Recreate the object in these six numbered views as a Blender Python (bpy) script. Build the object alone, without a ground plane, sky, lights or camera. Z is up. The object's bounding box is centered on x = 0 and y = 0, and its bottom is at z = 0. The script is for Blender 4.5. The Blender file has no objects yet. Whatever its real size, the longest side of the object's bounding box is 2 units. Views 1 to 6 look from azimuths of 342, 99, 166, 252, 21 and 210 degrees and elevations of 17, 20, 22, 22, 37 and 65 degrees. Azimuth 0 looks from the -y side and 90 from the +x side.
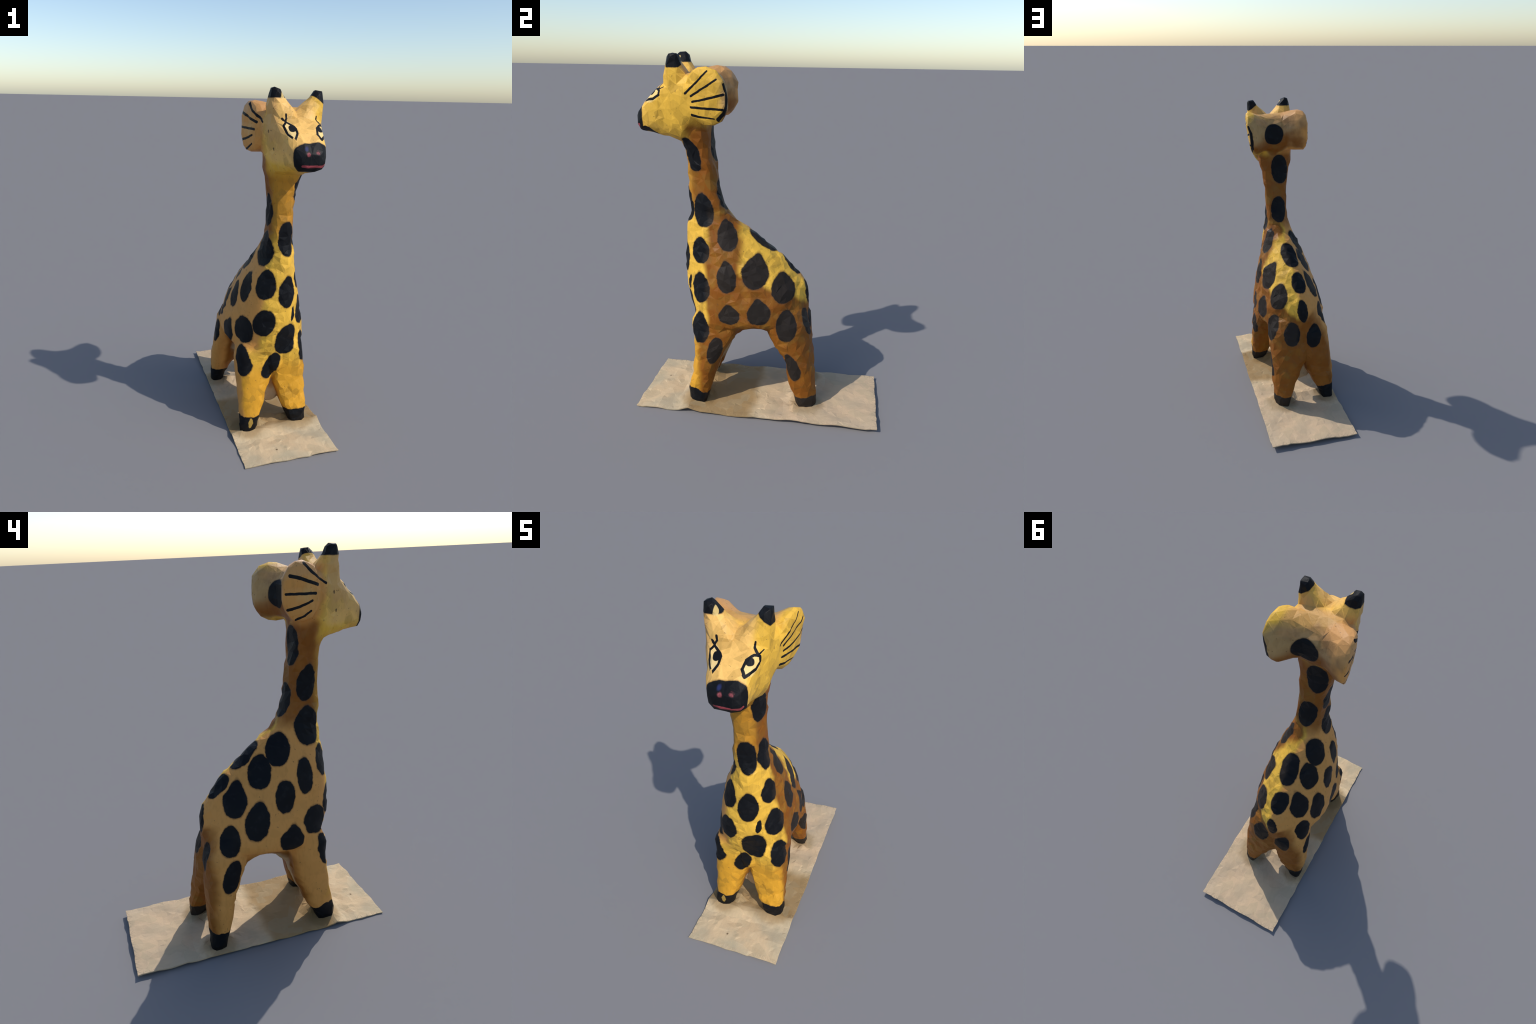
# A hand-carved, hand-painted wooden giraffe standing on a thin warped board.
import bpy, bmesh, math, random
import numpy as np
from mathutils import Vector, noise
from mathutils.bvhtree import BVHTree

random.seed(7)
COL = bpy.context.scene.collection


# ------------------------------------------------------------------ helpers
def spow(v, p):
    return math.copysign(abs(v) ** p, v)


def loft(bm, rings):
    """skin a stack of closed rings (equal counts) and cap both ends"""
    vs = [[bm.verts.new(p) for p in r] for r in rings]
    n = len(vs[0])
    for a, b in zip(vs, vs[1:]):
        for i in range(n):
            bm.faces.new((a[i], a[(i + 1) % n], b[(i + 1) % n], b[i]))
    bm.faces.new(list(reversed(vs[0])))
    bm.faces.new(vs[-1])


def catmull(keys, steps):
    """smooth interpolation through rows of numbers"""
    k = np.array(keys, float)
    k = np.vstack([2 * k[0] - k[1], k, 2 * k[-1] - k[-2]])
    out = []
    for i in range(1, len(k) - 2):
        p0, p1, p2, p3 = k[i - 1:i + 3]
        for s in range(steps):
            t = s / steps
            out.append(.5 * (2 * p1 + (p2 - p0) * t + (2 * p0 - 5 * p1 + 4 * p2 - p3) * t * t
                             + (3 * p1 - p0 - 3 * p2 + p3) * t ** 3))
    out.append(k[-2])
    return out


def flat_ring(z, cx, cy, a, b, skew=0., taper=0., power=2.7, n=40):
    """horizontal rounded-box section; skew leans it, taper narrows one end"""
    r = []
    for i in range(n):
        t = 2 * math.pi * i / n
        c, s = spow(math.cos(t), 2 / power), spow(math.sin(t), 2 / power)
        r.append((cx + skew * b * s + a * (1 + taper * s) * c, cy + b * s, z))
    return r


def head_ring(y, xr, xl, zt, zb, jaw, power, n=40):
    """upright section of the head across y; jaw is the width of the bottom against the top"""
    cx, cz, a, b = (xr + xl) / 2, (zt + zb) / 2, (xl - xr) / 2, (zt - zb) / 2
    r = []
    for i in range(n):
        t = 2 * math.pi * i / n
        c, s = spow(math.cos(t), 2 / power), spow(math.sin(t), 2 / power)
        w = 1 - (1 - jaw) * ((1 - s) / 2) ** 1.2 * .82
        r.append((cx + a * w * c, y, cz + b * s))
    return r


# ------------------------------------------------------------------ carving
body = bmesh.new()

# torso: horizontal sections, each given by eleven points that run round it from the middle
# of the chest over the left flank, the rump and the right flank back to the chest
TORSO = {
    .522: ((.01, -.390), (.16, -.315), (.190, -.19), (.150, -.01), (.12, .165), (-.025, .268), (-.155, .20), (-.19, .03), (-.225, -.16), (-.19, -.31), (-.10, -.388)),
    .558: ((.02, -.400), (.168, -.325), (.206, -.19), (.200, .00), (.130, .168), (-.02, .270), (-.16, .205), (-.238, .03), (-.247, -.15), (-.198, -.315), (-.10, -.395)),
    .650: ((.03, -.420), (.155, -.342), (.203, -.19), (.188, .01), (.124, .155), (-.025, .268), (-.150, .202), (-.228, .03), (-.236, -.15), (-.195, -.315), (-.106, -.421)),
    .750: ((.02, -.442), (.144, -.338), (.192, -.18), (.162, .00), (.108, .150), (-.020, .252), (-.122, .182), (-.196, .02), (-.210, -.14), (-.180, -.300), (-.106, -.421)),
    .850: ((.03, -.444), (.130, -.340), (.174, -.18), (.134, -.01), (.080, .108), (-.012, .184), (-.100, .122), (-.152, .00), (-.188, -.14), (-.168, -.290), (-.096, -.416)),
    .950: ((.035, -.440), (.114, -.340), (.146, -.19), (.112, -.06), (.062, .036), (-.005, .082), (-.070, .036), (-.112, -.05), (-.148, -.16), (-.144, -.284), (-.085, -.404)),
    1.05: ((.035, -.430), (.102, -.345), (.112, -.21), (.084, -.125), (.042, -.068), (.003, -.050), (-.044, -.073), (-.080, -.135), (-.106, -.20), (-.098, -.300), (-.06, -.395)),
    1.12: ((.030, -.420), (.092, -.355), (.098, -.26), (.078, -.19), (.042, -.155), (.008, -.145), (-.025, -.155), (-.058, -.185), (-.080, -.24), (-.074, -.320), (-.045, -.392))}
# neck: rounded boxes (z, centre x, centre y, half x, half y, skew, taper)
NECK = [
    (1.20, .013, -.311, .078, .098, .09, .05),
    (1.30, .015, -.328, .071, .086, .10, .14),
    (1.40, .017, -.333, .075, .079, .08, .16),
    (1.50, .017, -.346, .088, .074, .04, .18),
    (1.58, .018, -.362, .106, .081, 0, .10),
    (1.66, .022, -.364, .120, .086, 0, 0),
    (1.74, .026, -.360, .115, .080, 0, 0)]


def round_ring(pts, per=4):
    """closed smooth curve through the points"""
    p = np.array(pts, float)
    n, out = len(p), []
    for i in range(n):
        a, b, c, d = p[i - 1], p[i], p[(i + 1) % n], p[(i + 2) % n]
        for s in range(per):
            t = s / per
            out.append(.5 * (2 * b + (c - a) * t + (2 * a - 5 * b + 4 * c - d) * t * t + (3 * b - a - 3 * c + d) * t ** 3))
    return np.array(out)


stack = [np.c_[round_ring(p), np.full(44, z)] for z, p in TORSO.items()]
for r in NECK:
    ring = np.array(flat_ring(*r, power=2.9, n=44))
    stack.append(np.roll(ring, 11, axis=0))          # start at the front like the torso rings
stack = np.array([k.ravel() for k in stack])
loft(body, [k.reshape(-1, 3) for k in catmull(stack, 4)])

# keel: the wood left standing under the belly and between the legs of each pair, an arch seen
# from the side, a wedge seen from the front (y, centre x, half width, bottom z, top z)
KEEL = [
    (-.392, -.004, .030, .395, .60), (-.370, -.005, .050, .375, .60), (-.340, -.006, .070, .345, .60),
    (-.318, -.008, .080, .250, .60), (-.300, -.009, .085, .150, .60), (-.275, -.011, .090, .130, .60), (-.250, -.013, .100, .240, .62),
    (-.220, -.022, .105, .305, .66), (-.190, -.028, .112, .350, .68), (-.130, -.038, .122, .413, .70), (-.050, -.046, .128, .442, .72),
    (.030, -.048, .128, .432, .73), (.065, -.048, .124, .402, .71), (.100, -.047, .115, .335, .68), (.135, -.046, .105, .258, .64),
    (.162, -.046, .095, .200, .62), (.182, -.046, .092, .155, .60), (.205, -.046, .088, .150, .60), (.225, -.046, .078, .260, .60),
    (.242, -.045, .060, .305, .60), (.260, -.044, .035, .325, .58)]
rings = []
for y, cx, w, zb, zt in catmull(KEEL, 3):
    ring = []
    for i in range(36):
        t = 2 * math.pi * i / 36
        ring.append((cx + w * spow(math.cos(t), 2 / 2.3), y, (zb + zt) / 2 + (zt - zb) / 2 * spow(math.sin(t), 2 / 2.3)))
    rings.append(ring)
loft(body, rings)

# legs: (z, centre x, centre y, half x, half y) from the foot up into the trunk
LEGS = {
    "left_fore": [(.012, .150, -.356, .050, .050), (.05, .147, -.354, .055, .056), (.10, .136, -.348, .066, .064),
                  (.15, .125, -.340, .077, .067), (.20, .116, -.326, .088, .066), (.25, .110, -.316, .095, .069),
                  (.30, .100, -.303, .104, .077), (.35, .093, -.290, .113, .088), (.42, .095, -.268, .108, .112),
                  (.52, .088, -.250, .100, .145), (.62, .07, -.25, .09, .10)],
    "right_fore": [(.012, -.176, -.376, .048, .046), (.05, -.171, -.371, .055, .053), (.10, -.160, -.358, .063, .068),
                   (.15, -.151, -.343, .071, .077), (.20, -.143, -.329, .081, .081), (.25, -.134, -.315, .090, .090),
                   (.30, -.124, -.302, .101, .097), (.35, -.113, -.294, .116, .099), (.42, -.11, -.285, .126, .098),
                   (.52, -.115, -.275, .110, .110), (.62, -.10, -.25, .09, .10)],
    "left_hind": [(.012, .119, .300, .043, .050), (.05, .114, .291, .049, .057), (.10, .108, .280, .058, .066),
                  (.15, .100, .268, .070, .073), (.20, .090, .258, .081, .078), (.25, .079, .249, .093, .078),
                  (.30, .066, .240, .107, .079), (.35, .052, .222, .120, .090), (.42, .052, .196, .120, .110),
                  (.52, .060, .160, .110, .126), (.62, .04, .14, .10, .10)],
    "right_hind": [(.012, -.219, .262, .042, .042), (.05, -.214, .258, .047, .046), (.10, -.204, .249, .058, .052),
                   (.15, -.191, .240, .073, .059), (.20, -.176, .234, .086, .066), (.25, -.164, .227, .097, .070),
                   (.30, -.158, .220, .099, .075), (.35, -.152, .210, .100, .083), (.42, -.135, .190, .112, .097),
                   (.52, -.125, .165, .108, .110), (.62, -.11, .13, .10, .10)]}
for name, rows in LEGS.items():
    if name != "left_fore":
        rows = [(z, x + (.003 if x < -.03 else 0.), y, a - (.003 if "hind" in name else .002), b) for z, x, y, a, b in rows]
    lean = {"left_fore": .04, "right_fore": .14, "left_hind": -.22, "right_hind": .10}[name]
    loft(body, [flat_ring(*r, skew=lean, power={"left_hind": 2.2, "right_hind": 2.6}.get(name, 3.1)) for r in catmull(rows, 3)])

# head: a wedge from the broad back of the skull to the muzzle
# (y, right x, left x, top z, bottom z, jaw width, squareness)
HEAD = [
    (-.230, -.040, .120, 1.830, 1.735, 1., 2.6),
    (-.244, -.095, .170, 1.852, 1.695, 1., 2.8),
    (-.270, -.122, .188, 1.874, 1.668, 1., 3.2),
    (-.310, -.132, .192, 1.895, 1.652, .84, 3.4),
    (-.350, -.146, .205, 1.905, 1.622, .70, 3.6),
    (-.390, -.140, .200, 1.898, 1.574, .64, 3.8),
    (-.430, -.130, .192, 1.884, 1.557, .60, 4.2),
    (-.470, -.117, .181, 1.866, 1.571, .58, 4.4),
    (-.510, -.100, .169, 1.844, 1.582, .60, 4.4),
    (-.550, -.078, .157, 1.814, 1.590, .66, 4.2),
    (-.590, -.060, .147, 1.780, 1.596, .76, 3.8),
    (-.622, -.046, .140, 1.744, 1.602, .88, 3.4),
    (-.646, -.032, .124, 1.714, 1.611, .94, 3.2),
    (-.662, -.008, .098, 1.690, 1.630, .96, 2.8)]
loft(body, [head_ring(*r) for r in catmull(HEAD, 3)])


# back of the skull and both ears: one thick bar across, dished in the middle, its ends
# leaning outwards (x, centre y, centre z, half y, half z)
BAR = [
    (-.168, -.260, 1.798, .048, .080), (-.158, -.269, 1.800, .090, .122), (-.135, -.276, 1.802, .102, .132),
    (-.090, -.291, 1.799, .100, .130), (-.030, -.335, 1.788, .110, .123), (.050, -.345, 1.781, .114, .120),
    (.110, -.310, 1.782, .111, .122), (.160, -.266, 1.785, .112, .135), (.196, -.259, 1.788, .109, .138),
    (.211, -.255, 1.794, .093, .118), (.219, -.250, 1.795, .050, .075)]
rings = []
for x, yc, zc, a, b in catmull(BAR, 3):
    end = min(1., max(0., (x - .05) / .13)) if x > .05 else -min(1., max(0., (.05 - x) / .17))
    ring = []
    for i in range(40):
        t = 2 * math.pi * i / 40
        dy, dz = a * spow(math.cos(t), 2 / 2.3), b * spow(math.sin(t), 2 / 2.3)
        ring.append((x + end * .16 * dy + max(0., end) * .15 * dz, yc + dy, zc + dz))
    rings.append(ring)
loft(body, rings)

# horns: short stumps flaring out of the two upper corners of the face
# (z, centre x, centre y, half x, half y)
for rows in (
    [(1.80, .085, -.430, .095, .075), (1.87, .100, -.428, .080, .070), (1.90, .121, -.428, .064, .058),
     (1.93, .139, -.430, .047, .044), (1.957, .152, -.432, .034, .034), (1.978, .161, -.431, .025, .028),
     (1.990, .164, -.430, .015, .018)],
    [(1.80, -.030, -.440, .085, .075), (1.87, -.035, -.436, .072, .070), (1.905, -.050, -.438, .064, .062),
     (1.935, -.063, -.445, .046, .046), (1.965, -.074, -.452, .034, .036), (1.988, -.081, -.454, .024, .030),
     (2.000, -.083, -.454, .015, .019)]):
    loft(body, [flat_ring(*r, power=2.6, n=28) for r in catmull(rows, 3)])

me = bpy.data.meshes.new("carving")
body.to_mesh(me)
body.free()
block = bpy.data.objects.new("carving", me)
COL.objects.link(block)


def applied(ob):
    dg = bpy.context.evaluated_depsgraph_get()
    dg.update()
    new = bpy.data.meshes.new_from_object(ob.evaluated_get(dg))
    ob.modifiers.clear()
    ob.data = new
    return new


m = block.modifiers.new("fuse", "REMESH")
m.mode, m.voxel_size = "VOXEL", .0075
me = applied(block)

# sand the joints: the limbs flow into the trunk, the head keeps its edges
pos = np.array([v.co[:] for v in me.vertices])
ends = np.array([e.vertices[:] for e in me.edges])
deg = np.bincount(ends.ravel(), minlength=len(pos))[:, None]
for step in range(60):
    total = np.zeros_like(pos)
    for k in range(3):
        total[:, k] = np.bincount(ends[:, 0], pos[ends[:, 1], k], len(pos)) + np.bincount(ends[:, 1], pos[ends[:, 0], k], len(pos))
    soft = np.clip((1.45 - pos[:, 2:]) / .2, 0, 1) * np.clip((pos[:, 2:] - .12) / .15, 0, 1) if step >= 8 else 1.
    pos += (.5 if step % 2 == 0 else -.515) * soft * (total / deg - pos)
for v, p in zip(me.vertices, pos):
    v.co = p
me.update()

# the shallow cuts that the knife left everywhere
normals = [v.normal.copy() for v in me.vertices]
for v, nrm in zip(me.vertices, normals):
    p = v.co.copy()
    k = 1. if p.z < 1.62 else .6
    cut = noise.noise(p * 13. + Vector((3, 1, 7))) * .0060 + noise.noise(p * 31.) * .0055
    v.co = p + nrm * (cut * k + (.0015 if .5 < p.z < 1.12 else 0.))
m = block.modifiers.new("facets", "DECIMATE")
m.ratio = min(1., 4600 / max(1, sum(len(p.vertices) - 2 for p in me.polygons)))
me = applied(block)



def facet(me, keep, inner):
    """turn chosen triangles into flat planes with a softened border: a smaller copy of the
    triangle inside it, so the shading is flat within and rounds over along the edges"""
    v = [tuple(p.co) for p in me.vertices]
    out = []
    for p in me.polygons:
        i = list(p.vertices)
        if len(i) != 3 or not keep(p.center, p.normal):
            out.append(i)
            continue
        k = len(v)
        v += [tuple(p.center + (me.vertices[j].co - p.center) * inner) for j in i]
        out.append([k, k + 1, k + 2])
        out += [[i[j], i[(j + 1) % 3], k + (j + 1) % 3, k + j] for j in range(3)]
    new = bpy.data.meshes.new(me.name)
    new.from_pydata(v, [], out)
    new.update()
    return new


# every knife cut leaves a flat plane; the right flank was sanded smooth
me = facet(me, lambda c, n: c.x > -.10 or c.z > 1.05 or n.y > .6, .78)

# ------------------------------------------------------------------ paint
INK = (.0062, .0068, .0085, 1)
NG = bpy.data.node_groups


def group(name, ins, outs):
    g = NG.new(name, "ShaderNodeTree")
    for kind, label in ins:
        g.interface.new_socket(label, in_out="INPUT", socket_type="NodeSocket" + kind)
    for kind, label in outs:
        g.interface.new_socket(label, in_out="OUTPUT", socket_type="NodeSocket" + kind)
    return g, g.nodes.new("NodeGroupInput"), g.nodes.new("NodeGroupOutput")


class Net:
    """small helper for wiring nodes"""

    def __init__(self, tree):
        self.t = tree

    def put(self, sock, v):
        if hasattr(v, "is_output"):
            self.t.links.new(v, sock)
        elif v is not None:
            sock.default_value = v

    def math(self, op, a, b=None, c=None, clamp=False):
        n = self.t.nodes.new("ShaderNodeMath")
        n.operation, n.use_clamp = op, clamp
        for s, v in zip(n.inputs, (a, b, c)):
            self.put(s, v)
        return n.outputs[0]

    def vec(self, op, a, b=None, scale=None):
        n = self.t.nodes.new("ShaderNodeVectorMath")
        n.operation = op
        self.put(n.inputs[0], a)
        if b is not None:
            self.put(n.inputs[1], b)
        if scale is not None:
            self.put(n.inputs["Scale"], scale)
        return n.outputs["Value" if op in ("DOT_PRODUCT", "LENGTH") else "Vector"]

    def mix(self, fac, a, b, kind="MIX"):
        n = self.t.nodes.new("ShaderNodeMix")
        n.data_type, n.blend_type = "RGBA", kind
        self.put(n.inputs[0], fac)
        self.put(n.inputs[6], a)
        self.put(n.inputs[7], b)
        return n.outputs[2]

    def step(self, v, lo, hi):
        """smooth ramp: 0 at lo, 1 at hi"""
        n = self.t.nodes.new("ShaderNodeMapRange")
        n.interpolation_type = "SMOOTHSTEP"
        self.put(n.inputs[0], v)
        flip = lo > hi
        n.inputs[1].default_value, n.inputs[2].default_value = (hi, lo) if flip else (lo, hi)
        n.inputs[3].default_value, n.inputs[4].default_value = (1., 0.) if flip else (0., 1.)
        return n.outputs[0]

    def noise(self, vec, scale, detail=2., rough=.5, colour=False):
        n = self.t.nodes.new("ShaderNodeTexNoise")
        self.put(n.inputs["Vector"], vec)
        n.inputs["Scale"].default_value = scale
        n.inputs["Detail"].default_value = detail
        n.inputs["Roughness"].default_value = rough
        return n.outputs["Color" if colour else "Fac"]


# a dab of the brush: an egg with a more or less pointed tip; 1 on its rim
g, gi, go = group("dab", [("Vector", "P"), ("Vector", "Centre"), ("Vector", "Along"), ("Vector", "Across"), ("Vector", "Deep"),
                          ("Float", "Tip")], [("Float", "Rim")])
w = Net(g)
d = w.vec("SUBTRACT", gi.outputs["P"], gi.outputs["Centre"])
u = w.vec("DOT_PRODUCT", d, gi.outputs["Along"])
v = w.vec("DOT_PRODUCT", d, gi.outputs["Across"])
n = w.vec("DOT_PRODUCT", d, gi.outputs["Deep"])
up = w.math("MAXIMUM", u, 0.)
v = w.math("MULTIPLY", v, w.math("MULTIPLY_ADD", w.math("MULTIPLY", up, up), gi.outputs["Tip"], 1.))
s = w.math("ADD", w.math("ADD", w.math("POWER", w.math("ABSOLUTE", u), w.math("SUBTRACT", 2.4, w.math("MULTIPLY", w.math("MULTIPLY", gi.outputs["Tip"], 1.5), w.math("GREATER_THAN", u, 0.)))), w.math("POWER", w.math("ABSOLUTE", v), 2.2)), w.math("MULTIPLY", n, n))
w.put(go.inputs[0], w.math("SQRT", s))
DAB = g

# a stroke of the brush from A to B that thins from Wide to Thin; 1 on its edge
g, gi, go = group("stroke", [("Vector", "P"), ("Vector", "A"), ("Vector", "B"), ("Float", "Wide"), ("Float", "Thin")], [("Float", "Rim")])
w = Net(g)
ab = w.vec("SUBTRACT", gi.outputs["B"], gi.outputs["A"])
ap = w.vec("SUBTRACT", gi.outputs["P"], gi.outputs["A"])
t = w.math("DIVIDE", w.vec("DOT_PRODUCT", ap, ab), w.vec("DOT_PRODUCT", ab, ab), clamp=True)
far = w.vec("LENGTH", w.vec("SUBTRACT", ap, w.vec("SCALE", ab, scale=t)))
wid = w.math("MULTIPLY_ADD", t, w.math("SUBTRACT", gi.outputs["Thin"], gi.outputs["Wide"]), gi.outputs["Wide"])
w.put(go.inputs[0], w.math("DIVIDE", far, wid))
STROKE = g

# where the maker dabbed black: point on the body, lean of the dab to the right (degrees),
# half length, half width, how pointed its tip is
TORSO_SPOTS = [
    (0.040, -0.443, 0.904, 2, 0.093, 0.052, 0.3),
    (0.082, -0.411, 0.757, 9, 0.045, 0.015, 0.3),
    (0.044, -0.402, 0.601, 1, 0.101, 0.069, 0.0),
    (-0.036, -0.390, 0.429, 25, 0.089, 0.042, 0.0),
    (0.178, -0.335, 0.516, 1, 0.094, 0.059, 0.3),
    (-0.098, -0.426, 0.724, 24, 0.083, 0.060, 0.2),
    (-0.086, -0.402, 0.945, 5, 0.087, 0.056, 0.3),
    (-0.190, -0.320, 0.655, 2, 0.078, 0.077, 0.2),
    (0.115, -0.333, 0.965, -4, 0.075, 0.051, 0.5),
    (0.148, -0.332, 0.754, -5, 0.089, 0.060, 0.5),
    (-0.097, -0.151, 1.047, -5, 0.091, 0.060, 0.2),
    (-0.114, -0.044, 0.944, 4, 0.091, 0.057, 0.3),
    (-0.130, 0.097, 0.826, -0, 0.099, 0.054, 0.8),
    (-0.211, 0.007, 0.718, 7, 0.104, 0.056, 0.5),
    (-0.202, -0.153, 0.819, 9, 0.086, 0.051, 0.2),
    (-0.157, -0.275, 0.899, 3, 0.095, 0.047, 0.2),
    (-0.247, -0.170, 0.599, 11, 0.077, 0.060, 0.9),
    (-0.195, 0.155, 0.625, 3, 0.082, 0.051, 0.3),
    (-0.109, 0.277, 0.518, 6, 0.085, 0.047, 0.2),
    (-0.006, 0.005, 1.011, -16, 0.098, 0.053, 0.0),
    (-0.033, 0.160, 0.870, 24, 0.075, 0.048, 0.0),
    (-0.032, 0.266, 0.707, -5, 0.079, 0.033, 0.2),
    (0.107, -0.182, 1.060, -6, 0.092, 0.050, 0.7),
    (0.180, -0.174, 0.838, -4, 0.090, 0.049, 0.6),
    (0.136, -0.016, 0.869, 11, 0.104, 0.065, 0.8),
    (0.106, 0.137, 0.771, -2, 0.090, 0.067, 0.5),
    (0.209, -0.156, 0.626, -8, 0.059, 0.053, 0.9),
    (0.189, 0.010, 0.646, -5, 0.075, 0.057, 0.8),
    (0.158, 0.164, 0.558, -4, 0.094, 0.054, 0.3),
    (0.041, 0.273, 0.547, 5, 0.080, 0.052, 0.2),
]
NECK_SPOTS = [
    (0.029, -0.408, 1.205, -4, 0.100, 0.049, 0.0),
    (0.090, -0.319, 1.189, -10, 0.096, 0.052, 0.4),
    (-0.070, -0.329, 1.139, 3, 0.104, 0.066, 0.5),
    (-0.058, -0.333, 1.361, 10, 0.096, 0.046, 0.5),
    (-0.003, -0.277, 1.542, -4, 0.099, 0.057, 0.1),
    (0.014, -0.233, 1.265, 2, 0.092, 0.051, 0.0),
    (0.093, -0.373, 1.490, -9, 0.097, 0.045, 0.2),
]
LEG_SPOTS = [
    (-0.212, -0.365, 0.478, -12, 0.100, 0.046, 0.2),
    (-0.240, 0.166, 0.442, 19, 0.093, 0.044, 0.1),
    (0.170, 0.201, 0.302, -21, 0.088, 0.041, 0.2),
    (0.205, -0.240, 0.383, 13, 0.090, 0.041, 0.1),
]
HEAD_SPOTS = [
    (0.049, -0.231, 1.785, 12, 0.066, 0.066, 0.1),
    (-0.019, -0.554, 1.805, -19, 0.021, 0.018, 0.0),
    (0.126, -0.555, 1.801, 2, 0.018, 0.018, 0.0),
]
WHITES_SPOTS = [
    (-0.030, -0.561, 1.797, -15, 0.063, 0.027, 0.2),
    (0.137, -0.559, 1.791, 50, 0.055, 0.033, 0.2),
]
PINK_SPOTS = [
    (0.031, -0.660, 1.692, 14, 0.012, 0.011, 0.6),
    (0.083, -0.654, 1.698, 8, 0.012, 0.012, 0.6),
]

# thin lines of the brush: points along each, width at its start and at its end
EARS_STROKES = [
    (((-0.157, -0.281, 1.921), (-0.155, -0.319, 1.885), (-0.124, -0.407, 1.830)), 0.0075, 0.0060),
    (((-0.173, -0.207, 1.872), (-0.167, -0.264, 1.858), (-0.141, -0.358, 1.827)), 0.0075, 0.0075),
    (((-0.173, -0.187, 1.796), (-0.167, -0.257, 1.793), (-0.150, -0.344, 1.791)), 0.0060, 0.0060),
    (((-0.171, -0.195, 1.727), (-0.170, -0.249, 1.737), (-0.155, -0.324, 1.759)), 0.0065, 0.0055),
    (((-0.159, -0.237, 1.680), (-0.160, -0.284, 1.697), (-0.154, -0.317, 1.715)), 0.0055, 0.0050),
    (((0.229, -0.244, 1.907), (0.216, -0.307, 1.851), (0.191, -0.368, 1.802)), 0.0045, 0.0055),
    (((0.236, -0.198, 1.871), (0.224, -0.247, 1.841), (0.195, -0.337, 1.790)), 0.0045, 0.0055),
    (((0.224, -0.166, 1.802), (0.220, -0.243, 1.782), (0.192, -0.332, 1.763)), 0.0060, 0.0050),
    (((0.217, -0.172, 1.731), (0.210, -0.254, 1.733), (0.189, -0.341, 1.737)), 0.0060, 0.0055),
    (((0.179, -0.338, 1.699), (0.191, -0.286, 1.690), (0.202, -0.218, 1.685)), 0.0070, 0.0030),
]
RIM_STROKES = [
    (((0.230, -0.163, 1.848), (0.215, -0.154, 1.807), (0.209, -0.154, 1.760), (0.206, -0.168, 1.711), (0.200, -0.196, 1.682)), 0.0070, 0.0130),
]
EYES_STROKES = [
    (((-0.042, -0.523, 1.836), (-0.025, -0.535, 1.826), (-0.008, -0.547, 1.817), (-0.003, -0.552, 1.813), (0.001, -0.556, 1.808), (-0.001, -0.569, 1.797), (-0.002, -0.583, 1.786), (-0.012, -0.597, 1.770), (-0.023, -0.611, 1.753), (-0.034, -0.595, 1.768), (-0.048, -0.572, 1.780), (-0.054, -0.552, 1.798), (-0.059, -0.536, 1.817), (-0.050, -0.531, 1.827), (-0.042, -0.523, 1.836)), 0.0061, 0.0061),
    (((-0.042, -0.521, 1.838), (-0.039, -0.514, 1.845), (-0.034, -0.511, 1.852), (-0.036, -0.510, 1.861), (-0.037, -0.510, 1.872)), 0.0056, 0.0051),
    (((-0.041, -0.521, 1.838), (-0.051, -0.513, 1.844), (-0.058, -0.511, 1.850)), 0.0056, 0.0061),
    (((0.104, -0.586, 1.780), (0.108, -0.571, 1.794), (0.111, -0.555, 1.808), (0.124, -0.544, 1.816), (0.136, -0.530, 1.821), (0.146, -0.523, 1.818), (0.156, -0.513, 1.812), (0.157, -0.516, 1.802), (0.158, -0.517, 1.790), (0.155, -0.535, 1.780), (0.151, -0.551, 1.770), (0.139, -0.584, 1.766), (0.121, -0.603, 1.755), (0.113, -0.595, 1.768), (0.104, -0.586, 1.780)), 0.0061, 0.0066),
    (((0.150, -0.518, 1.818), (0.141, -0.515, 1.831), (0.131, -0.507, 1.841), (0.129, -0.499, 1.849), (0.130, -0.498, 1.862)), 0.0076, 0.0046),
    (((0.153, -0.511, 1.820), (0.158, -0.498, 1.826), (0.163, -0.486, 1.831)), 0.0036, 0.0026),
    (((0.114, -0.601, 1.762), (0.118, -0.603, 1.758), (0.121, -0.604, 1.754), (0.124, -0.601, 1.756), (0.127, -0.597, 1.759)), 0.0056, 0.0056),
]
MOUTH_STROKES = [
    (((0.002, -0.658, 1.634), (0.037, -0.660, 1.629), (0.080, -0.661, 1.630), (0.113, -0.645, 1.630), (0.124, -0.642, 1.640)), 0.0070, 0.0070),
]

surface = BVHTree.FromPolygons([v.co[:] for v in me.vertices], [tuple(p.vertices) for p in me.polygons])


def dab_frame(x, y, z, lean, length, width, tip):
    """lay a dab flat on the carving"""
    c, n, *_ = surface.find_nearest(Vector((x, y, z)))
    up = (Vector((0, 0, 1)) - n * n.z).normalized()
    a = math.radians(lean)
    along = up * math.cos(a) + up.cross(n) * math.sin(a)
    return c, along, n.cross(along), n, length, width, tip


SPOTS = [dab_frame(*r) for r in TORSO_SPOTS + NECK_SPOTS + LEG_SPOTS + HEAD_SPOTS]


def segments(rows):
    return [(a, b, w0 + (w1 - w0) * i / (len(p) - 1), w0 + (w1 - w0) * (i + 1) / (len(p) - 1))
            for p, w0, w1 in rows for i, (a, b) in enumerate(zip(p, p[1:]))]


def near(pts, c, r):
    return pts is None or bool((np.linalg.norm(pts - np.array(c), axis=1) < r).any())


FLAT = (.3, 1., 1.)                                    # lines on the sides of the head ignore its bulge


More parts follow.
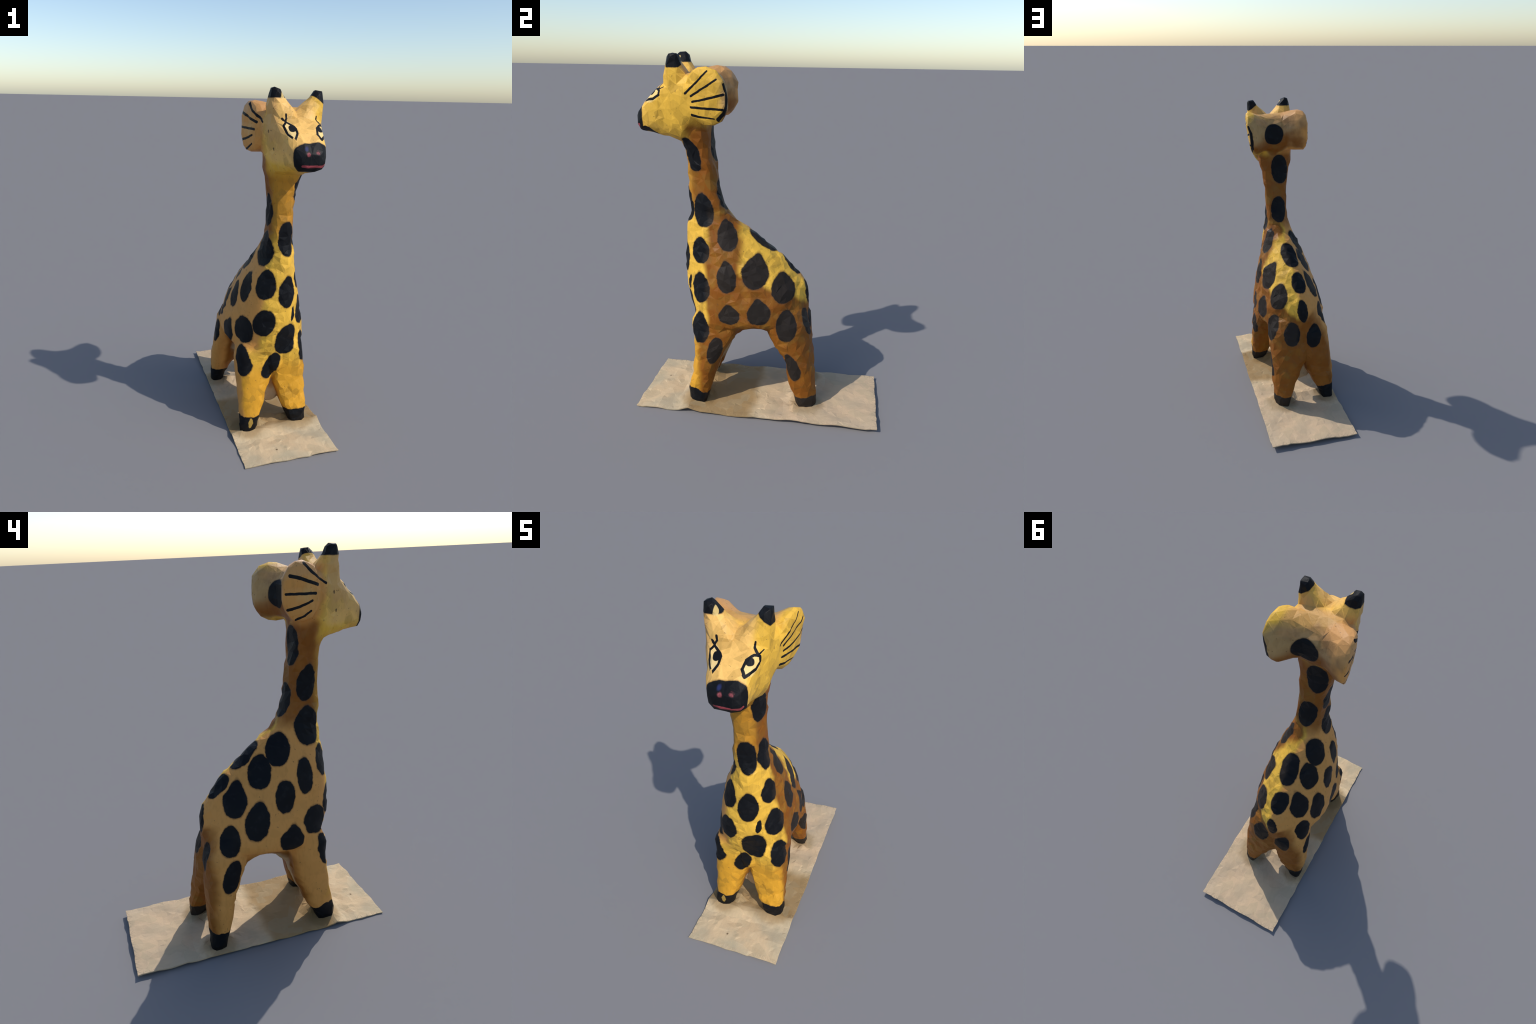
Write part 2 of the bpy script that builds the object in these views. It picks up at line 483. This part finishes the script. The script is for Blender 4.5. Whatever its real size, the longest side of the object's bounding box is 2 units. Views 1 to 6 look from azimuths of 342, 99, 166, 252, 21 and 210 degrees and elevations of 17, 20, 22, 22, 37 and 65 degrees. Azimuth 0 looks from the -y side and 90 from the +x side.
def rim(net, P, spots, strokes, pts, flat=None):
    """smallest rim value over all dabs and strokes that touch this part"""
    best = None
    outs = []
    for c, along, across, n_, L, W, tip in spots:
        if not near(pts, c, L * 1.4 + .03):
            continue
        n = net.t.nodes.new("ShaderNodeGroup")
        n.node_tree = DAB
        net.put(n.inputs["P"], P)
        n.inputs["Centre"].default_value = c
        n.inputs["Along"].default_value = along / L
        n.inputs["Across"].default_value = across / (W * (1 + .22 * tip))
        n.inputs["Deep"].default_value = n_ / max(.05, min(L, .075))
        n.inputs["Tip"].default_value = tip
        outs.append(n.outputs[0])
    for (a, b, w0, w1) in strokes:
        if not near(pts, [(i + j) / 2 for i, j in zip(a, b)], (Vector(a) - Vector(b)).length / 2 + .03):
            continue
        n = net.t.nodes.new("ShaderNodeGroup")
        n.node_tree = STROKE
        net.put(n.inputs["P"], net.vec("MULTIPLY", P, flat) if flat else P)
        n.inputs["A"].default_value, n.inputs["B"].default_value = [[i * j for i, j in zip(q, flat or (1., 1., 1.))] for q in (a, b)]
        n.inputs["Wide"].default_value, n.inputs["Thin"].default_value = w0, w1
        outs.append(n.outputs[0])
    for o in outs:
        best = o if best is None else net.math("MINIMUM", best, o)
    return best


def bsdf(mat, colour, rough, spec=.3, bump=None):
    t = mat.node_tree
    b = t.nodes.get("Principled BSDF")
    net = Net(t)
    net.put(b.inputs["Base Color"], colour)
    net.put(b.inputs["Roughness"], rough)
    net.put(b.inputs["Specular IOR Level"], spec)
    if bump is not None:
        n = t.nodes.new("ShaderNodeBump")
        n.inputs["Strength"].default_value = .25
        n.inputs["Distance"].default_value = .004
        net.put(n.inputs["Height"], bump)
        t.links.new(n.outputs[0], b.inputs["Normal"])


WOBBLE = {k + "_paint": .007 for k in ("head", "muzzle", "ear", "horn", "eye")}


def painted(name, pts, extra=None, over=None):
    mat = bpy.data.materials.new(name)
    mat.use_nodes = True
    t = mat.node_tree
    net = Net(t)
    P0 = t.nodes.new("ShaderNodeTexCoord").outputs["Object"]
    wob = net.vec("SUBTRACT", net.noise(P0, 26., 4., .62, True), (.5, .5, .5))
    P = net.vec("ADD", P0, net.vec("SCALE", wob, scale=WOBBLE.get(name, .020)))
    sep = t.nodes.new("ShaderNodeSeparateXYZ")
    net.put(sep.inputs[0], net.vec("ADD", P0, net.vec("SCALE", net.vec("SUBTRACT", net.noise(P0, 7., 2., .5, True), (.5, .5, .5)), scale=.09)))
    x, y, z = sep.outputs

    yellow, gold, brown, tan, cream = (.80, .46, .055, 1), (.66, .32, .026, 1), (.235, .074, .006, 1), (.65, .295, .072, 1), (.86, .50, .140, 1)

    def both(*v):
        r = v[0]
        for k in v[1:]:
            r = net.math("MULTIPLY", r, k)
        return r

    def line(ky, kz, kx=0.):
        r = net.math("MULTIPLY", y, ky)
        r = net.math("MULTIPLY_ADD", z, kz, r)
        return net.math("MULTIPLY_ADD", x, kx, r)

    # coat with baked light: yellow chest, golden legs and throat, painted brown shadow on left flank,
    # nape, rump and inner legs, a lit band kept yellow, right side tinted tan
    col = net.mix(net.step(z, .52, .36), yellow, gold)
    throat = both(net.step(z, 1.17, 1.26), net.step(z, 1.60, 1.52))
    col = net.mix(net.math("MULTIPLY", throat, .9), col, (.46, .20, .018, 1))
    face = both(net.step(z, 1.60, 1.66), net.step(line(.0, 0., 1.), .15, .10), net.step(y, -.36, -.48))
    col = net.mix(face, col, cream)
    shin = both(net.step(x, -.225, -.195), net.step(z, .58, .50), net.step(y, -.335, -.375))
    right = both(net.step(x, .005, -.025), net.step(line(.7, 0., -.7), -.222, -.185), net.math("SUBTRACT", 1., shin))
    col = net.mix(right, col, tan)
    cheek = both(net.step(line(.44, 0., 1.), -.292, -.312), net.step(z, 1.56, 1.64))
    col = net.mix(cheek, col, (.66, .37, .12, 1))
    right = net.math("MAXIMUM", right, cheek)
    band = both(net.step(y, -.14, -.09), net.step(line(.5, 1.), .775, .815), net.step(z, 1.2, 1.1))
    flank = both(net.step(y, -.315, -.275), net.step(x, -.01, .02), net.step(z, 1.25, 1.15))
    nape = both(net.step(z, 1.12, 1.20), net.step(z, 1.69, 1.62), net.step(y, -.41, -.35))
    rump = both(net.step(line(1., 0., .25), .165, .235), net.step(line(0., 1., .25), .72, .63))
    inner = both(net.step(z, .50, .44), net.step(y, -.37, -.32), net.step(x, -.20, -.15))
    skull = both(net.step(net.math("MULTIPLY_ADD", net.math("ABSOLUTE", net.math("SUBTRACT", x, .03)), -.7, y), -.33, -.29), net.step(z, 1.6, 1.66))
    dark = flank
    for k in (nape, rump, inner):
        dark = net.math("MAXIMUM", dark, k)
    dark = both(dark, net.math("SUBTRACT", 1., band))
    col = net.mix(net.math("MULTIPLY", skull, .9), col, (.42, .255, .115, 1))
    dark = net.math("MAXIMUM", dark, both(skull, net.step(line(0., 1., .2), 1.82, 1.74)))
    crown = both(net.step(y, -.42, -.37), net.step(z, 1.84, 1.88), net.step(x, .19, .15))
    col = net.mix(both(crown, .75), col, (.58, .30, .11, 1))
    hollow = both(skull, net.step(net.noise(P0, 14., 3., .6), .35, .65), net.step(x, .17, .08))
    col = net.mix(both(hollow, .75), col, (.24, .12, .045, 1))
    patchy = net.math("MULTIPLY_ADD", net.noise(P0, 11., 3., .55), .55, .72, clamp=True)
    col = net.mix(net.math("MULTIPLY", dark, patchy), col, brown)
    under = both(net.step(z, .475, .43), net.step(x, -.15, -.11), net.step(x, .0, -.04), net.step(y, -.27, -.24), net.step(y, .17, .14))
    web = both(net.step(z, .37, .33), net.step(x, -.10, -.07), net.step(x, .05, .03), net.step(y, -.335, -.315), net.step(y, .235, .215))
    keel = net.math("MAXIMUM", under, web)
    col = net.mix(net.math("MULTIPLY", keel, .9), col, (.46, .35, .22, 1))
    # darker cells scattered over the coat, fewer on the right
    for scale, lo, amount in ((22., .55, .34), (13., .62, .22)):
        vo = t.nodes.new("ShaderNodeTexVoronoi")
        net.put(vo.inputs["Vector"], P0)
        vo.inputs["Scale"].default_value = scale
        cell = t.nodes.new("ShaderNodeSeparateColor")
        net.put(cell.inputs[0], vo.outputs["Color"])
        dim = both(net.step(cell.outputs[0], lo, 1.), net.math("SUBTRACT", 1., net.math("MULTIPLY", right, .75)), amount)
        col = net.mix(dim, col, (.22, .125, .02, 1))
    # streaks and specks in the varnish
    long = t.nodes.new("ShaderNodeMapping")
    net.put(long.inputs[0], P0)
    long.inputs["Scale"].default_value = (1., 1., .3)
    streak = net.noise(long.outputs[0], 60., 4., .6)
    col = net.mix(net.math("MULTIPLY", net.step(streak, .45, .75), .22), col, net.mix(1., col, (.55, .50, .42, 1), "MULTIPLY"))
    speck = net.step(net.noise(P0, 75., 1., .4), .735, .76)
    col = net.mix(net.math("MULTIPLY", speck, .5), col, (.12, .06, .025, 1))
    r = rim(net, P, SPOTS, segments(EYES_STROKES) if name == "eye_paint" else [], pts)
    if name == "ear_paint":
        e = rim(net, P, [], segments(EARS_STROKES), pts, FLAT)
        e = net.math("MINIMUM", e, rim(net, P, [], segments(RIM_STROKES), None))
        r = e if r is None else r if e is None else net.math("MINIMUM", r, e)
    if extra:
        col, more = extra(net, P0, P, col)
        r = more if r is None else net.math("MINIMUM", r, more)
    rough, gloss = .5, .22
    if r is not None:
        ink = net.mix(net.math("MULTIPLY", net.step(net.noise(P0, 24., 4., .65), .5, .8), .55), INK, (.022, .022, .024, 1))  # grey blotches lighten the black, painting in soft highlights
        # paint bleeds into the wood as a thin brown line
        col = net.mix(net.math("MULTIPLY", net.step(r, 1.13, 1.0), .55), col, (.12, .055, .02, 1))
        ink = net.mix(both(flank, .55), ink, (.040, .029, .021, 1))  # left flank spots tinted browner to match their shaded look
        mask = net.step(r, 1.035, .965)
        col = net.mix(mask, col, ink)
        gloss = net.math("MULTIPLY_ADD", mask, -.10, .22)
        if over:
            col = over(net, P0, P, col)
    bsdf(mat, col, rough, gloss, net.noise(P0, 90., 3., .6))
    return mat


# ------------------------------------------------------------------ parts
def region(c):
    x, y, z = c
    if z > 1.655 + (y + .25) * .5:
        if z > 1.905 + (.0 if x < .05 else -.005) and -.51 < y < -.385:
            return ("horn", 0 if x > .04 else 1)
        if y < -.605 - max(0., .62 - (z - 1.0)) * 0:
            return ("muzzle", 0)
        if y > -.43 and 1.66 < z < 1.93 and x > .135 + .12 * max(0., y + .30):
            return ("ear", 0)
        if y > -.43 and 1.66 < z < 1.94 and x < -.09 - .1 * max(0., y + .30):
            return ("ear", 1)
        eye = min((math.dist(c, e), i) for i, e in enumerate(((.133, -.545, 1.80), (-.033, -.548, 1.81))))
        if eye[0] < .115 and y < -.46:
            return ("eye", eye[1])
        return ("head", 0)
    if z > 1.08 + .25 * (y + .3):
        return ("neck", 0)
    if z < .10:
        return ("hoof", (0 if x > -.02 else 1) + (0 if y < 0 else 2))
    if z < .44 - .0 * y and not (-.10 < y < .09):
        return ("foreleg" if y < 0 else "hindleg", 0 if x > (-.012 if y < 0 else -.044) else 1)
    return ("torso", 0)


co = np.array([v.co[:] for v in me.vertices])
no = np.array([v.normal[:] for v in me.vertices])
tris = [tuple(p.vertices) for p in me.polygons]
bins = {}
for f in tris:
    bins.setdefault(region(co[list(f)].mean(0)), []).append(f)

root = bpy.data.objects.new("carved_giraffe", None)
COL.objects.link(root)
root["label"] = "hand-carved yellow wooden giraffe with black spots on a board"
root["category"] = "giraffe figurine"
made = {}


def split(net, P):
    n = net.t.nodes.new("ShaderNodeSeparateXYZ")
    net.put(n.inputs[0], P)
    return n.outputs


def face_marks(net, P0, P, col):
    """whites of the eyes, black nose pad and chin, black horn tips"""
    x, y, z = split(net, P)
    pad = net.math("MULTIPLY_ADD", x, -.09, y)                       # y - .09 x
    pad = net.math("MULTIPLY_ADD", net.math("ADD", pad, .630), 25., 1.)
    chin = rim(net, P, [], [((.115, -.610, 1.612), (.090, -.560, 1.590), .028, .014)], None)
    left = net.math("MULTIPLY_ADD", x, .7, z)
    cap_l = net.math("MULTIPLY_ADD", net.math("SUBTRACT", 2.050, left), 25., 1.)
    cap_r = net.math("MULTIPLY_ADD", net.math("SUBTRACT", 1.950, z), 25., 1.)
    cap_l = net.math("ADD", cap_l, net.math("ADD", net.step(x, .06, .03), net.math("MULTIPLY", net.step(y, -.385, -.365), 3.)))
    cap_r = net.math("ADD", cap_r, net.math("MULTIPLY", net.step(x, .02, .05), 3.))
    ink = net.math("MINIMUM", net.math("MINIMUM", pad, chin), net.math("MINIMUM", cap_l, cap_r))
    return col, net.math("MAXIMUM", ink, 0.)


def eye_marks(net, P0, P, col):
    """pale whites under the brush lines of the eyes"""
    w = rim(net, P, [dab_frame(*r) for r in WHITES_SPOTS], [], None)
    col = net.mix(net.math("MULTIPLY", net.step(w, 1.05, .8), .55), col, (.86, .68, .33, 1))
    x, y, z = split(net, P)
    pad = net.math("MULTIPLY_ADD", x, -.09, y)
    return col, net.math("MAXIMUM", net.math("MULTIPLY_ADD", net.math("ADD", pad, .630), 25., 1.), 0.)


def face_over(net, P0, P, col):
    """pink nostrils, red lips, a bare chip on the right horn"""
    n = rim(net, P, [dab_frame(*r) for r in PINK_SPOTS], [], None)
    col = net.mix(net.math("MULTIPLY", net.step(n, 1.25, .4), net.step(net.noise(P0, 70., 3., .6), .3, .6)), col, (.30, .075, .085, 1))
    blue = rim(net, P, [dab_frame(.025, -.645, 1.716, 20, .016, .010, .2)], [], None)
    col = net.mix(net.math("MULTIPLY", net.step(blue, 1.3, .3), .7), col, (.025, .035, .13, 1))
    lips = rim(net, P, [], segments(MOUTH_STROKES), None)
    col = net.mix(net.step(lips, 1.1, .8), col, (.30, .055, .065, 1))
    knots = rim(net, P, [], [((-.086, -.479, 1.702), (-.087, -.480, 1.696), .0055, .004), ((-.108, -.456, 1.790), (-.106, -.456, 1.782), .005, .004)], None)
    col = net.mix(net.math("MULTIPLY", net.step(knots, 1.5, .6), .85), col, (.05, .025, .012, 1))
    chip = rim(net, P, [dab_frame(-.045, -.475, 1.965, 20, .022, .012, .3)], [], None)
    return net.mix(net.math("MULTIPLY", net.step(chip, 1.1, .9), .8), col, (.72, .52, .2, 1))


def hoof_marks(net, P0, P, col):
    """feet dipped in black"""
    x, y, z = split(net, P)
    top = net.math("SUBTRACT", .124, net.math("MULTIPLY", net.math("MULTIPLY", net.step(x, -.02, .02), net.step(y, .0, .05)), .022))
    top = net.math("SUBTRACT", top, net.math("MULTIPLY", net.math("MULTIPLY", net.step(y, -.38, -.30), net.step(y, .0, -.05)), .035))
    return col, net.math("MAXIMUM", net.math("MULTIPLY_ADD", net.math("SUBTRACT", z, top), 25., 1.), 0.)


def hoof_over(net, P0, P, col):
    """bare chip on the toe of the right forefoot"""
    chip = rim(net, P, [dab_frame(-.165, -.42, .085, 5, .034, .013, .2)], [], None)
    return net.mix(net.math("MULTIPLY", net.step(chip, 1.1, .9), .85), col, (.42, .27, .06, 1))


FACE, FEET = (face_marks, face_over), (hoof_marks, hoof_over)
MARKS = {"head": FACE, "muzzle": FACE, "horn": FACE, "eye": (eye_marks,), "foreleg": FEET, "hindleg": FEET, "hoof": FEET}
for key in sorted(bins):
    faces = bins[key]
    used = sorted({i for f in faces for i in f})
    at = {i: k for k, i in enumerate(used)}
    pm = bpy.data.meshes.new(key[0])
    pm.from_pydata([tuple(co[i]) for i in used], [], [tuple(at[i] for i in f) for f in faces])
    pm.update()
    for p in pm.polygons:
        p.use_smooth = True
    pm.normals_split_custom_set_from_vertices([tuple(no[i]) for i in used])
    ob = bpy.data.objects.new(key[0], pm)
    COL.objects.link(ob)
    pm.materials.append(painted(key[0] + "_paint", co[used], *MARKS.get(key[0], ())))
    made[key] = ob
for key, ob in made.items():
    kind, i = key
    if kind == "hoof":
        ob.parent = made[("foreleg" if i < 2 else "hindleg", i % 2)]
    elif kind in ("horn", "ear", "muzzle", "eye"):
        ob.parent = made[("head", 0)]
    else:
        ob.parent = root
bpy.data.objects.remove(block)


# ------------------------------------------------------------------ board
def board_z(x, y):
    u, v = (x + .278) / .556, (y + .708) / 1.412
    z = .007 * (1 - u) * (1 - v) + .016 * u * (1 - v) + .020 * (1 - u) * v + .026 * u * v
    z += .016 * math.exp(-((y + .405 - .06 * x) / .035) ** 2)               # ridge before the front feet
    z -= .006 * math.exp(-((y + .50) / .04) ** 2)
    z -= .008 * math.exp(-((y + .20) / .10) ** 2) * u
    z += .010 * math.exp(-((y - .24) / .05) ** 2) * u
    z += .010 * noise.noise(Vector((x * 7, y * 7, 2.))) + .004 * noise.noise(Vector((x * 17, y * 17, 5.)))
    z += .006 * (.2 - abs(noise.noise(Vector((x * 4 + y * 5, y * 3, 9.)))) * 2.2) + .002            # broad creases
    # the board climbs a little where the feet are set, most at the hind feet
    for hx, hy, s, h in ((.15, -.355, .085, .016), (-.172, -.37, .085, .014), (.118, .295, .085, .016), (-.217, .26, .08, .014),
                         (.052, .225, .045, .060), (.150, .222, .026, .026), (-.06, .225, .050, .022), (-.14, .225, .045, .030), (-.235, .32, .03, .014),
                         (.075, -.320, .035, .035), (-.105, -.325, .040, .060), (.0, -.30, .05, .03)):
        z += h * math.exp(-((x - hx) ** 2 + (y - hy) ** 2) / s ** 2 * 1.6)
    return max(z, .004)


NX, NY = 18, 44
rng = random.Random(3)
top, bot, quads = [], [], []
for j in range(NY + 1):
    for i in range(NX + 1):
        x, y = -.278 + .556 * i / NX, -.708 + 1.413 * j / NY
        x += rng.uniform(-.010, .010) if 0 < i < NX else rng.uniform(-.0025, .0025)
        y += rng.uniform(-.010, .010) if 0 < j < NY else rng.uniform(-.0025, .0025)
        z = board_z(x, y) + rng.uniform(-.0015, .0015)
        top.append((x, y, z))
        bot.append((x * .996, y * .998, max(0., z - .007)))
K = len(top)
at = lambda i, j: j * (NX + 1) + i
for j in range(NY):
    for i in range(NX):
        a, b, c, d = at(i, j), at(i + 1, j), at(i + 1, j + 1), at(i, j + 1)
        quads += [(a, b, c), (a, c, d)] if rng.random() < .5 else [(a, b, d), (b, c, d)]
        quads.append((K + d, K + c, K + b, K + a))
edge = [at(i, 0) for i in range(NX)] + [at(NX, j) for j in range(NY)] + [at(i, NY) for i in range(NX, 0, -1)] + [at(0, j) for j in range(NY, 0, -1)]
for a, b in zip(edge, edge[1:] + edge[:1]):
    quads.append((b, a, K + a, K + b))
allv = np.array(top + bot)
allv[:, 2] -= allv[:, 2].min()
bm_ = bpy.data.meshes.new("base_board")
bm_.from_pydata([tuple(v) for v in allv], [], quads)
bm_ = facet(bm_, lambda c, n: True, .8)
for p in bm_.polygons:
    p.use_smooth = abs(p.normal.z) > .5
board = bpy.data.objects.new("base_board", bm_)
COL.objects.link(board)
board.parent = root

mat = bpy.data.materials.new("bare_wood")
mat.use_nodes = True
net = Net(mat.node_tree)
t = mat.node_tree
P0 = t.nodes.new("ShaderNodeTexCoord").outputs["Object"]
sep = t.nodes.new("ShaderNodeSeparateXYZ")
net.put(sep.inputs[0], net.vec("ADD", P0, net.vec("SCALE", net.vec("SUBTRACT", net.noise(P0, 6., 3., .55, True), (.5, .5, .5)), scale=.12)))
x, y, z = sep.outputs
mp = t.nodes.new("ShaderNodeMapping")
net.put(mp.inputs[0], P0)
mp.inputs["Rotation"].default_value = (0, 0, .5)
mp.inputs["Scale"].default_value = (3.2, 1., 1.)
grain = net.noise(mp.outputs[0], 26., 5., .65)
cream, grey, rose, brown = (.63, .465, .275, 1), (.47, .385, .25, 1), (.52, .36, .24, 1), (.30, .18, .065, 1)
col = net.mix(net.step(net.noise(P0, 5., 3., .5), .40, .68), cream, grey)
col = net.mix(net.math("MULTIPLY", net.step(y, -.05, .2), .45), col, rose)
col = net.mix(net.math("MULTIPLY", net.step(grain, .4, .72), .22), col, (.40, .30, .19, 1))
baked_shadow = net.math("MULTIPLY", net.step(y, -.46, -.36), net.step(y, .02, -.06))  # the figure's shadow on the board, painted brown
col = net.mix(net.math("MULTIPLY", baked_shadow, .8), col, brown)
for hx, hy in ((.15, -.355), (-.172, -.37), (.118, .295), (-.217, .26)):  # shade round each foot, darkened into the board colour
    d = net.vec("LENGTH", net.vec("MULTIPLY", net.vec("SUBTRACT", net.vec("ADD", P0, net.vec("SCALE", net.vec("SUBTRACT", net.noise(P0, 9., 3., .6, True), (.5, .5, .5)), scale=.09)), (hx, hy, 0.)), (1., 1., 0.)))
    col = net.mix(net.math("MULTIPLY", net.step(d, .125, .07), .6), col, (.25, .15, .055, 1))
knot = net.vec("LENGTH", net.vec("SUBTRACT", P0, (-.064, -.612, .016)))
col = net.mix(net.math("MULTIPLY", net.step(knot, .009, .004), .8), col, (.10, .06, .03, 1))
vo = t.nodes.new("ShaderNodeTexVoronoi")
net.put(vo.inputs["Vector"], P0)
vo.inputs["Scale"].default_value = 13.
cell = t.nodes.new("ShaderNodeSeparateColor")
net.put(cell.inputs[0], vo.outputs["Color"])
col = net.mix(net.math("MULTIPLY", net.step(cell.outputs[0], .5, .9), .26), col, (.38, .32, .20, 1))
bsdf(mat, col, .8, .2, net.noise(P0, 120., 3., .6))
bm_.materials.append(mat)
